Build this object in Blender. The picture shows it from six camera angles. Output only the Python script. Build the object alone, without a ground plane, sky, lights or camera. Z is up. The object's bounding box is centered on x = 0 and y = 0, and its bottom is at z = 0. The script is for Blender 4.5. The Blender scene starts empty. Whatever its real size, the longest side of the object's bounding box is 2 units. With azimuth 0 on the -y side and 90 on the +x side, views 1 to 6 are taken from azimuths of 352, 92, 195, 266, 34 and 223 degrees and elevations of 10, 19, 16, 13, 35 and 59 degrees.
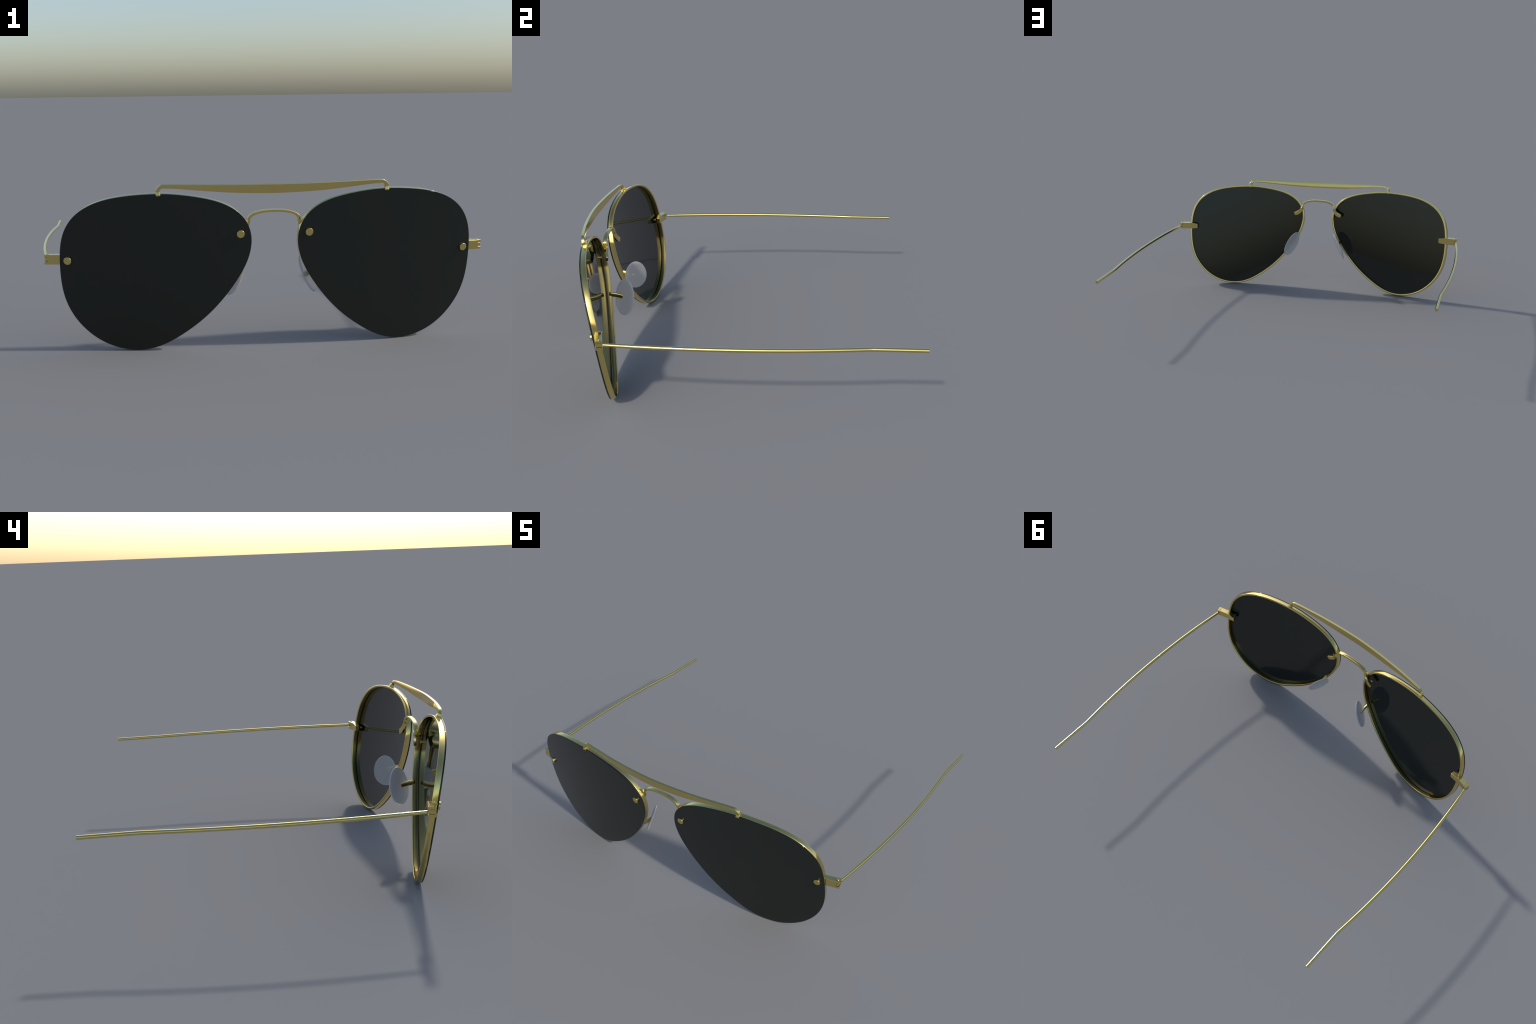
"""Gold wire sunglasses: two teardrop mirror-dark lenses carried in front of thin
gold rims, a flat brow bar, a bent saddle bridge, clear nose pads and straight
wire temples.  Everything is swept / lofted from a few profile curves."""
import bpy, math
from mathutils import Vector

# ----------------------------------------------------------------------------
# frame: x = across the face, -y = front, z = up.  The front of the frame sits a
# hair turned and shifted on the ground, the temples splay a hair sideways.
# ----------------------------------------------------------------------------
TURN, SHIFT = 0.0047, 0.0047


def place_front(p, side):
    x, y, z = p[0] * side, p[1], p[2]
    return (x + TURN * (y + 0.65) + SHIFT, y - TURN * x, z)


def place_temple(p, side):
    x, y, z = p[0] * side, p[1], p[2]
    return (x - 0.0062 * y, y - 0.0066 * x, z)


# ----------------------------------------------------------------------------
# materials
# ----------------------------------------------------------------------------
def new_material(name):
    m = bpy.data.materials.new(name)
    m.use_nodes = True
    nt = m.node_tree
    return m, nt, nt.nodes["Principled BSDF"]


def gold_material():
    m, nt, b = new_material("polished_gold")
    tc = nt.nodes.new("ShaderNodeTexCoord")
    no = nt.nodes.new("ShaderNodeTexNoise")
    no.inputs["Scale"].default_value = 9.0
    no.inputs["Detail"].default_value = 3.0
    nt.links.new(tc.outputs["Object"], no.inputs["Vector"])
    cr = nt.nodes.new("ShaderNodeValToRGB")
    cr.color_ramp.elements[0].position = 0.35
    cr.color_ramp.elements[0].color = (0.755, 0.61, 0.215, 1)
    cr.color_ramp.elements[1].position = 0.7
    cr.color_ramp.elements[1].color = (0.785, 0.635, 0.235, 1)
    nt.links.new(no.outputs["Fac"], cr.inputs["Fac"])
    nt.links.new(cr.outputs["Color"], b.inputs["Base Color"])
    b.inputs["Metallic"].default_value = 1.0
    b.inputs["Roughness"].default_value = 0.13
    return m


def lens_material():
    m, nt, b = new_material("dark_lens_glass")
    tc = nt.nodes.new("ShaderNodeTexCoord")
    no = nt.nodes.new("ShaderNodeTexNoise")
    no.inputs["Scale"].default_value = 3.0
    nt.links.new(tc.outputs["Object"], no.inputs["Vector"])
    cr = nt.nodes.new("ShaderNodeValToRGB")
    cr.color_ramp.elements[0].color = (0.0064, 0.0096, 0.0066, 1)
    cr.color_ramp.elements[1].color = (0.0070, 0.0103, 0.0072, 1)
    nt.links.new(no.outputs["Fac"], cr.inputs["Fac"])
    nt.links.new(cr.outputs["Color"], b.inputs["Base Color"])
    b.inputs["Roughness"].default_value = 0.03
    b.inputs["IOR"].default_value = 1.5
    return m


def pad_material():
    m, nt, b = new_material("clear_silicone")
    tc = nt.nodes.new("ShaderNodeTexCoord")
    no = nt.nodes.new("ShaderNodeTexNoise")
    no.inputs["Scale"].default_value = 14.0
    nt.links.new(tc.outputs["Object"], no.inputs["Vector"])
    cr = nt.nodes.new("ShaderNodeValToRGB")
    cr.color_ramp.elements[0].color = (0.72, 0.73, 0.75, 1)
    cr.color_ramp.elements[1].color = (0.76, 0.77, 0.79, 1)
    nt.links.new(no.outputs["Fac"], cr.inputs["Fac"])
    nt.links.new(cr.outputs["Color"], b.inputs["Base Color"])
    b.inputs["Roughness"].default_value = 0.3
    b.inputs["IOR"].default_value = 1.3
    b.inputs["Transmission Weight"].default_value = 0.55
    return m


GOLD, LENS, PAD = gold_material(), lens_material(), pad_material()

# ----------------------------------------------------------------------------
# scene tree helpers
# ----------------------------------------------------------------------------
root = bpy.data.objects.new("sunglasses", None)
bpy.context.scene.collection.objects.link(root)
root["label"] = "gold wire aviator sunglasses with dark lenses and brow bar"
root["category"] = "sunglasses"


def add_part(name, verts, faces, mat, parent=root, sharp=35.0, flip=False, flat=True):
    if flip:
        faces = [tuple(reversed(f)) for f in faces]
    me = bpy.data.meshes.new(name)
    me.from_pydata([tuple(v) for v in verts], [], faces)
    me.validate()
    me.update()
    for p in me.polygons:
        p.use_smooth = True
    me.set_sharp_from_angle(angle=math.radians(sharp))
    me.materials.append(mat)
    ob = bpy.data.objects.new(name, me)
    bpy.context.scene.collection.objects.link(ob)
    ob.parent = parent
    if flat:
        wn = ob.modifiers.new("flat_faces", 'WEIGHTED_NORMAL')
        wn.keep_sharp = True
        wn.weight = 60
    return ob


def catmull(keys, n):
    """Catmull-Rom through tuples of numbers, n samples per span."""
    out = []
    K = [tuple(k) for k in keys]
    for i in range(len(K) - 1):
        p0 = K[i - 1] if i else tuple(2 * a - b for a, b in zip(K[0], K[1]))
        p1, p2 = K[i], K[i + 1]
        p3 = K[i + 2] if i + 2 < len(K) else tuple(2 * a - b for a, b in zip(K[-1], K[-2]))
        for j in range(n):
            t = j / n
            out.append(tuple(0.5 * (2 * b + (c - a) * t + (2 * a - 5 * b + 4 * c - d) * t * t
                                    + (3 * b - a - 3 * c + d) * t ** 3)
                             for a, b, c, d in zip(p0, p1, p2, p3)))
    out.append(K[-1])
    return out


def rounded_rect(w, t, r, n=4):
    """Closed outline of a w x t rectangle with rounded corners, counter-clockwise."""
    r = min(r, 0.499 * w, 0.499 * t)
    pts = []
    for cx, cy, a0 in ((w / 2 - r, t / 2 - r, 0), (-w / 2 + r, t / 2 - r, 90),
                       (-w / 2 + r, -t / 2 + r, 180), (w / 2 - r, -t / 2 + r, 270)):
        for k in range(n + 1):
            a = math.radians(a0 + 90 * k / n)
            pts.append((cx + r * math.cos(a), cy + r * math.sin(a)))
    return pts


def loft(sections, closed=False, caps=True):
    """Skin a list of equally long closed loops of points."""
    n = len(sections[0])
    verts = [p for s in sections for p in s]
    faces = []
    m = len(sections)
    for i in range(m if closed else m - 1):
        a, b = i * n, ((i + 1) % m) * n
        for j in range(n):
            k = (j + 1) % n
            faces.append((a + j, a + k, b + k, b + j))
    if caps and not closed:
        faces.append(tuple(reversed(range(n))))
        faces.append(tuple(range((m - 1) * n, m * n)))
    return verts, faces


def strap(keys, round_r, n=8, corner=4, section=None):
    """Sweep a rounded rectangle.  keys: (x,y,z, wx,wy,wz, width, thickness);
    the width runs along the vector w, the thickness across it and the path."""
    ks = catmull(keys, n)
    secs = []
    for i, k in enumerate(ks):
        c = Vector(k[:3])
        a = Vector(ks[max(i - 1, 0)][:3])
        b = Vector(ks[min(i + 1, len(ks) - 1)][:3])
        tan = (b - a).normalized()
        w = Vector(k[3:6])
        w = (w - tan * w.dot(tan)).normalized()
        nrm = tan.cross(w)
        secs.append([c + w * u + nrm * v for u, v in
                     (section(k[6], k[7]) if section else rounded_rect(k[6], k[7], round_r, corner))])
    return loft(secs)


def both_sides(name, build, mat, place=place_front, sharp=35.0, flat=True):
    made = []
    for side in (1, -1):
        verts, faces = build()
        made.append(add_part(name, [place(v, side) for v in verts], faces, mat,
                             sharp=sharp, flip=(side < 0), flat=flat))
    return made


def fix_normals(ob):
    import bmesh
    bm = bmesh.new()
    bm.from_mesh(ob.data)
    bmesh.ops.recalc_face_normals(bm, faces=bm.faces)
    bm.to_mesh(ob.data)
    bm.free()


# ----------------------------------------------------------------------------
# the teardrop: radius around the lens middle as a short harmonic series, laid on
# a gently wrapped, tilted sheet
# ----------------------------------------------------------------------------
LX, LZ = 0.52, 0.34
RADIUS = [0.36635, 0.00794, 0.03006, 0.02491, -0.02878, -0.00974, 0.02675, -0.00694, -0.00628, 0.00115,
          0.00262, -0.00438, -0.00239, 0.00098, -0.00082, -0.0005, 4e-05, 1e-05, -0.00057]
SHEET = (-0.68250, 0.14619, -0.1475, 0.13416, -0.03287, 0.0020)


def teardrop_radius(t):
    r = RADIUS[0]
    for k in range(1, 10):
        r += RADIUS[2 * k - 1] * math.cos(k * t) + RADIUS[2 * k] * math.sin(k * t)
    return r


def sheet_y(x, z):
    X, Z = x - LX, z - LZ
    a, b, c, d, e, f = SHEET
    return a + b * X + c * Z + d * X * X + e * X * Z + f * Z * Z


def sheet_back_normal(x, z):
    X, Z = x - LX, z - LZ
    a, b, c, d, e, f = SHEET
    return Vector((-(b + 2 * d * X + e * Z), 1.0, -(c + e * X + 2 * f * Z))).normalized()


def outline(n):
    """(point, outward, back) around the teardrop."""
    pts = []
    for i in range(n):
        t = 2 * math.pi * i / n
        r = teardrop_radius(t)
        x, z = LX + r * math.cos(t), LZ + r * math.sin(t)
        pts.append(Vector((x, sheet_y(x, z), z)))
    out = []
    for i, p in enumerate(pts):
        tan = (pts[(i + 1) % n] - pts[i - 1]).normalized()
        back = sheet_back_normal(p.x, p.z)
        o = back.cross(tan).normalized()
        if o.dot(p - Vector((LX, p.y, LZ))) < 0:
            o = -o
        out.append((p, o, back))
    return out


LENS_T, GAP, RIM_D, RIM_T = 0.0046, 0.0012, 0.0236, 0.0110


def build_lens():
    n, rings = 240, 18
    verts, faces = [], []
    ol = outline(n)

    def ring(scale, depth, inset):
        base = len(verts)
        for p, o, back in ol:
            q = p - o * inset
            x, z = LX + (q.x - LX) * scale, LZ + (q.z - LZ) * scale
            verts.append(Vector((x, sheet_y(x, z), z)) + sheet_back_normal(x, z) * depth)
        return base

    def join(a, b):
        for j in range(n):
            k = (j + 1) % n
            faces.append((a + j, a + k, b + k, b + j))

    loops = []
    verts.append(Vector((LX, sheet_y(LX, LZ), LZ)))
    for i in range(1, rings):
        loops.append(ring(i / rings, 0.0, 0.0))
    loops.append(ring(1.0, 0.0, 0.0030))
    loops.append(ring(1.0, 0.0, 0.0009))
    loops.append(ring(1.0, 0.0004, 0.0003))
    loops.append(ring(1.0, 0.0011, 0.0))
    loops.append(ring(1.0, LENS_T - 0.0011, 0.0))
    loops.append(ring(1.0, LENS_T - 0.0004, 0.0003))
    loops.append(ring(1.0, LENS_T, 0.0009))
    loops.append(ring(1.0, LENS_T, 0.0030))
    for i in range(rings - 1, 0, -1):
        loops.append(ring(i / rings, LENS_T, 0.0))
    verts.append(Vector((LX, sheet_y(LX, LZ), LZ)) + sheet_back_normal(LX, LZ) * LENS_T)
    for a, b in zip(loops, loops[1:]):
        join(a, b)
    for j in range(n):
        k = (j + 1) % n
        faces.append((0, loops[0] + k, loops[0] + j))
        faces.append((len(verts) - 1, loops[-1] + j, loops[-1] + k))
    return verts, faces


def build_rim():
    secs = []
    front = LENS_T + GAP
    prof = rounded_rect(RIM_T, RIM_D, 0.0022, 4)
    for p, o, back in outline(240):
        c = p + back * (front + RIM_D / 2) - o * (RIM_T / 2)
        secs.append([c + o * u + back * v for u, v in prof])
    return loft(secs, closed=True)


for ob in both_sides("lens", build_lens, LENS, sharp=60):
    fix_normals(ob)
for ob in both_sides("rim", build_rim, GOLD, sharp=60, flat=False):
    fix_normals(ob)

# ----------------------------------------------------------------------------
# brow bar: one flat strap, tall in the middle, thin at the ends, bent down into
# two posts that stand on the rims and clasp the lens edge
# ----------------------------------------------------------------------------
BAR_Y = 0.0135


def bar_keys():
    half = []
    for x, yf, zt, zb in ((0.0, -.7815, .7180, .6830), (0.05, -.7808, .7181, .6834), (0.10, -.7790, .7183, .6847),
                          (0.15, -.7763, .7186, .6865), (0.20, -.7728, .7190, .6890), (0.25, -.7685, .7197, .6930),
                          (0.30, -.7635, .7206, .6974), (0.35, -.7570, .7214, .7020), (0.40, -.7503, .7221, .7064),
                          (0.43, -.7458, .7224, .7086), (0.45, -.7427, .7222, .7088)):
        zt, zb, yf = zt + .0025, zb - .0005, yf - .0028 * (1 - x / .5)
        half.append((x, yf + BAR_Y / 2, (zt + zb) / 2, 0, BAR_LEAN, 1, zt - zb, BAR_Y))
    # bend and post: the width vector turns from up to outward
    half += [(0.4665, -.7332, .7163, .35, BAR_LEAN, .94, .0146, BAR_Y),
             (0.4785, -.7305, .7095, .75, 0, .66, .0150, .0140),
             (0.4845, -.7280, .7010, .98, 0, .18, .0152, .0146),
             (0.4856, -.7252, .6965, 1, 0, 0, .0154, .0200), (0.4858, -.7238, .6925, 1, 0, 0, .0158, .0232),
             (0.4858, -.7231, .6880, 1, 0, 0, .0164, .0248), (0.4858, -.7230, .6830, 1, 0, 0, .0170, .0246),
             (0.4858, -.7235, .6780, 1, 0, 0, .0164, .0220), (0.4858, -.7240, .6730, 1, 0, 0, .0128, .0170),
             (0.4858, -.7242, .6685, 1, 0, 0, .0070, .0100)]
    left = [(-k[0], k[1], k[2], -k[3], k[4], k[5], k[6], k[7]) for k in reversed(half[1:])]
    return left + half


BAR_LEAN, BAR_CROWN = -.17, .0009


def bar_section(w, t):
    """Rounded rectangle, flat in front, softly crowned behind."""
    pts, r = [], .0014
    for cx, cy, a0 in ((w / 2 - r, t / 2 - r, 0), (-w / 2 + r, t / 2 - r, 90), (-w / 2 + r, -t / 2 + r, 180)):
        for k in range(5):
            ang = math.radians(a0 + 22.5 * k)
            pts.append((cx + r * math.cos(ang), cy + r * math.sin(ang)))
    for k in range(1, 10):
        u = (-1 + 2 * k / 10) * (w / 2 - r)
        pts.append((u, -t / 2))
    for k in range(5):
        ang = math.radians(270 + 22.5 * k)
        pts.append((w / 2 - r + r * math.cos(ang), -t / 2 + r + r * math.sin(ang)))
    crown = min(BAR_CROWN, BAR_CROWN * w / .035)
    return [(u, v - (crown * (1 - (2 * u / w) ** 2) if v < 0 else 0)) for u, v in pts]


v, f = strap(bar_keys(), 0.0014, n=6, section=bar_section)
ob = add_part("brow_bar", [place_front(p, 1) for p in v], f, GOLD, sharp=60)
fix_normals(ob)


def build_hook():
    """Small lip of the post hooking over the front edge of the lens."""
    secs = []
    for z, w, y0, y1 in ((.6885, .0150, -.7362, -.7300), (.6850, .0180, -.7388, -.7300), (.6800, .0195, -.7392, -.7300),
                         (.6770, .0175, -.7380, -.7300)):
        secs.append([Vector((.4845 + u, (y0 + y1) / 2 + v, z)) for u, v in rounded_rect(w, y1 - y0, .0016, 4)])
    return loft(secs)


for ob in both_sides("brow_bar_hook", build_hook, GOLD, sharp=50):
    fix_normals(ob)

# ----------------------------------------------------------------------------
# nose bridge: a strap lying flat over the nose, turning down outside the rims
# and twisting in behind the lenses as two flat arms
# ----------------------------------------------------------------------------
BW, BT = 0.0190, 0.0118
half = [(0.0, -.7150, .6022, 0, 1, 0, BW, BT), (.03, -.7152, .6015, 0, 1, 0, BW, BT), (.05, -.7155, .5995, 0, 1, 0, BW, BT),
        (.07, -.7157, .5952, 0, 1, 0, BW, BT), (.086, -.7157, .5895, 0, 1, 0, BW, BT), (.099, -.7152, .5815, 0, 1, 0, BW, BT),
        (.1062, -.7145, .5722, 0, 1, 0, BW, .0126), (.1092, -.7118, .5605, .20, .97, .08, .0186, .0126),
        (.1132, -.7090, .5490, .48, .80, .28, .0186, .0126), (.1185, -.7060, .5380, .68, .48, .50, .0205, .0124),
        (.1260, -.7040, .5280, .66, .18, .72, .0240, .0124), (.1355, -.7022, .5195, .48, .04, .87, .0265, .0126),
        (.1460, -.7005, .5140, .36, 0, .93, .0270, .0132), (.1570, -.6992, .5098, .30, 0, .95, .0246, .0138),
        (.1640, -.6988, .5074, .30, 0, .95, .0180, .0125)]
left = [(-k[0], k[1], k[2], k[3], -k[4], -k[5], k[6], k[7]) for k in reversed(half[1:])]
# keep the width vector continuous through the middle
left = [(k[0], k[1], k[2], -k[3], -k[4], -k[5], k[6], k[7]) for k in left]
v, f = strap(left + half, 0.0018, n=6)
ob = add_part("nose_bridge", [place_front(p, 1) for p in v], f, GOLD, sharp=60, flat=False)
fix_normals(ob)


# ----------------------------------------------------------------------------
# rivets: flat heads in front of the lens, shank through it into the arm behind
# ----------------------------------------------------------------------------
def build_rivet(x, z, proud, reach, head_r):
    def build():
        n = 32
        back = sheet_back_normal(x, z)
        c = Vector((x, sheet_y(x, z), z))
        e1 = back.cross(Vector((0, 0, 1))).normalized()
        e2 = back.cross(e1)
        secs = []
        for d, r in ((-proud, head_r - .0016), (-proud + .0004, head_r - .0007), (-proud + .0014, head_r),
                     (LENS_T * .5, head_r), (LENS_T * .5, .0070), (reach - .001, .0070), (reach, .0060)):
            secs.append([c + back * d + e1 * (r * math.cos(2 * math.pi * k / n)) + e2 * (r * math.sin(2 * math.pi * k / n))
                         for k in range(n)])
        return loft(secs)
    return build


for ob in both_sides("rivet", build_rivet(.1457, .511, .0095, .0150, .0168), GOLD, sharp=50):
    fix_normals(ob)
for ob in both_sides("rivet", build_rivet(.8660, .4040, .0090, .012, .0168), GOLD, sharp=50):
    fix_normals(ob)


# ----------------------------------------------------------------------------
# end pieces: a block outside the rim with a tongue running in behind the lens
# ----------------------------------------------------------------------------
def build_endpiece():
    secs = []
    #     x   front y  back y   z low  z high
    for x, yf, yb, z0, z1 in ((.8425, -.6040, -.5900, .3935, .4165), (.8435, -.6085, -.5868, .3905, .4190),
                              (.8470, -.6100, -.5850, .3895, .4200), (.8600, -.6110, -.5840, .3870, .4222),
                              (.8750, -.6115, -.5828, .3852, .4245), (.8900, -.6105, -.5812, .3848, .4258),
                              (.9050, -.6080, -.5785, .3848, .4262), (.9250, -.6030, -.5735, .3848, .4262),
                              (.9480, -.5975, -.5672, .3848, .4262)):
        slope = .24 if x > .9 else .1
        cz, cy = (z0 + z1) / 2, (yf + yb) / 2
        secs.append([Vector((x - v * slope * .9, cy + v, cz + u)) for u, v in rounded_rect(z1 - z0, yb - yf, .0022, 4)])
    return loft(secs)


endpieces = both_sides("end_piece", build_endpiece, GOLD, sharp=50)
for ob in endpieces:
    fix_normals(ob)


def build_lug(z0, z1, x0, x1, inset):
    """A knuckle of the hinge, in line with the end block."""
    def build():
        secs = []
        for x, yf, yb in ((x0, -.5975 + inset - (x0 - .948) * -.24, -.5672 - inset + (x0 - .948) * .24),
                          (x1, -.5975 + inset + (x1 - .948) * .24, -.5672 - inset + (x1 - .948) * .24)):
            cy = (yf + yb) / 2
            secs.append([Vector((x - v * .22, cy + v, (z0 + z1) / 2 + u)) for u, v in rounded_rect(z1 - z0, yb - yf, .0018, 4)])
        return loft(secs)
    return build


for z0, z1 in ((.4154, .4262), (.3848, .3956)):
    for side, end in zip((1, -1), endpieces):
        v, f = build_lug(z0, z1, .9465, .9615, 0.0)()
        ob = add_part("hinge_lug", [place_front(p, side) for p in v], f, GOLD, parent=end, sharp=50)
        fix_normals(ob)


def build_screw():
    n = 24
    secs = []
    for z, r in ((.4250, .0058), (.4282, .0058), (.4290, .0050), (.4290, .0030), (.4280, .0026)):
        secs.append([Vector((.9515 + r * math.cos(2 * math.pi * k / n), -.5805 + r * math.sin(2 * math.pi * k / n), z))
                     for k in range(n)])
    return loft(secs)


for side, end in zip((1, -1), endpieces):
    v, f = build_screw()
    ob = add_part("hinge_screw", [place_front(p, side) for p in v], f, GOLD, parent=end, sharp=40)
    fix_normals(ob)

# ----------------------------------------------------------------------------
# temples: round wire, bowed outwards, with one slight kink before the tip
# ----------------------------------------------------------------------------
WIRE = [(.9920 - .105 * (y - .03) ** 2, y) for y in (-.5605, -.50, -.42, -.34, -.23, -.12, -.01, .10, .21, .32, .42, .49)]
WIRE += [(.9652, .536), (.9645, .562), (.9647, .640), (.9652, .7785)]


def build_temple():
    keys = []
    for x, y in WIRE:
        s = (y + .57) / 1.35
        z = .3990 - .0125 * y - (max(0, y - .56) * .0085)
        keys.append((x, y, z, .0086 - .0014 * max(0, 1 - (y + .5635) / .16)))
    ks = catmull(keys, 8)
    secs = []
    n = 24
    for i, k in enumerate(ks):
        c = Vector(k[:3])
        tan = (Vector(ks[min(i + 1, len(ks) - 1)][:3]) - Vector(ks[max(i - 1, 0)][:3])).normalized()
        e1 = tan.cross(Vector((0, 0, 1))).normalized()
        e2 = e1.cross(tan)
        secs.append([c + e1 * (k[3] * math.cos(2 * math.pi * j / n)) + e2 * (k[3] * math.sin(2 * math.pi * j / n))
                     for j in range(n)])
    return loft(secs)


temples = both_sides("temple", build_temple, GOLD, place=place_temple, sharp=50)
for side, ob in zip((1, -1), temples):
    fix_normals(ob)
    v, f = build_lug(.3973, .4137, .9485, .9600, .0012)()
    k = add_part("hinge_knuckle", [place_front(p, side) for p in v], f, GOLD, parent=ob, sharp=50)
    fix_normals(k)

# ----------------------------------------------------------------------------
# nose pads: thin oval discs on little wire arms
# ----------------------------------------------------------------------------
PAD_C = Vector((.1633, -.6208, .3112))
PAD_LONG = Vector((.405, .03, -.914)).normalized()
PAD_WIDE = Vector((.43, .88, .22))
PAD_WIDE = (PAD_WIDE - PAD_LONG * PAD_WIDE.dot(PAD_LONG)).normalized()
PAD_N = PAD_LONG.cross(PAD_WIDE).normalized()
if PAD_N.x > 0:
    PAD_N = -PAD_N
PAD_L, PAD_W, PAD_T = .181, .116, .0095


def build_pad():
    n = 56
    secs = []
    for d, s in ((-.52, .45), (-.50, .85), (-.44, .955), (-.28, .99), (0, 1.0), (.28, .99), (.44, .955), (.50, .85), (.54, .45)):
        loop = []
        for k in range(n):
            a = 2 * math.pi * k / n
            u, w = math.cos(a), math.sin(a)
            # slightly fuller at the bottom end
            wide = PAD_W / 2 * (1 + .06 * u)
            loop.append(PAD_C + PAD_LONG * (PAD_L / 2 * s * u) + PAD_WIDE * (wide * s * w) + PAD_N * (d * PAD_T))
        secs.append(loop)
    return loft(secs)


pads = both_sides("nose_pad", build_pad, PAD, sharp=80)


def build_pad_arm():
    keys = [(.1615, -.6965, .3260, .15, .1, 1, .0215, .0110), (.1620, -.6900, .3250, .15, .1, 1, .0245, .0130),
            (.1605, -.6700, .3210, .15, .1, 1, .0250, .0135), (.1605, -.6520, .3170, .15, .1, 1, .0250, .0135),
            (.1635, -.6310, .3120, .15, .1, 1, .0240, .0120)]
    return strap(keys, .0062, n=5)


for side, pad in zip((1, -1), pads):
    fix_normals(pad)
    v, f = build_pad_arm()
    ob = add_part("pad_arm", [place_front(p, side) for p in v], f, GOLD, parent=pad, sharp=60,
                  flip=(side < 0), flat=False)
    fix_normals(ob)
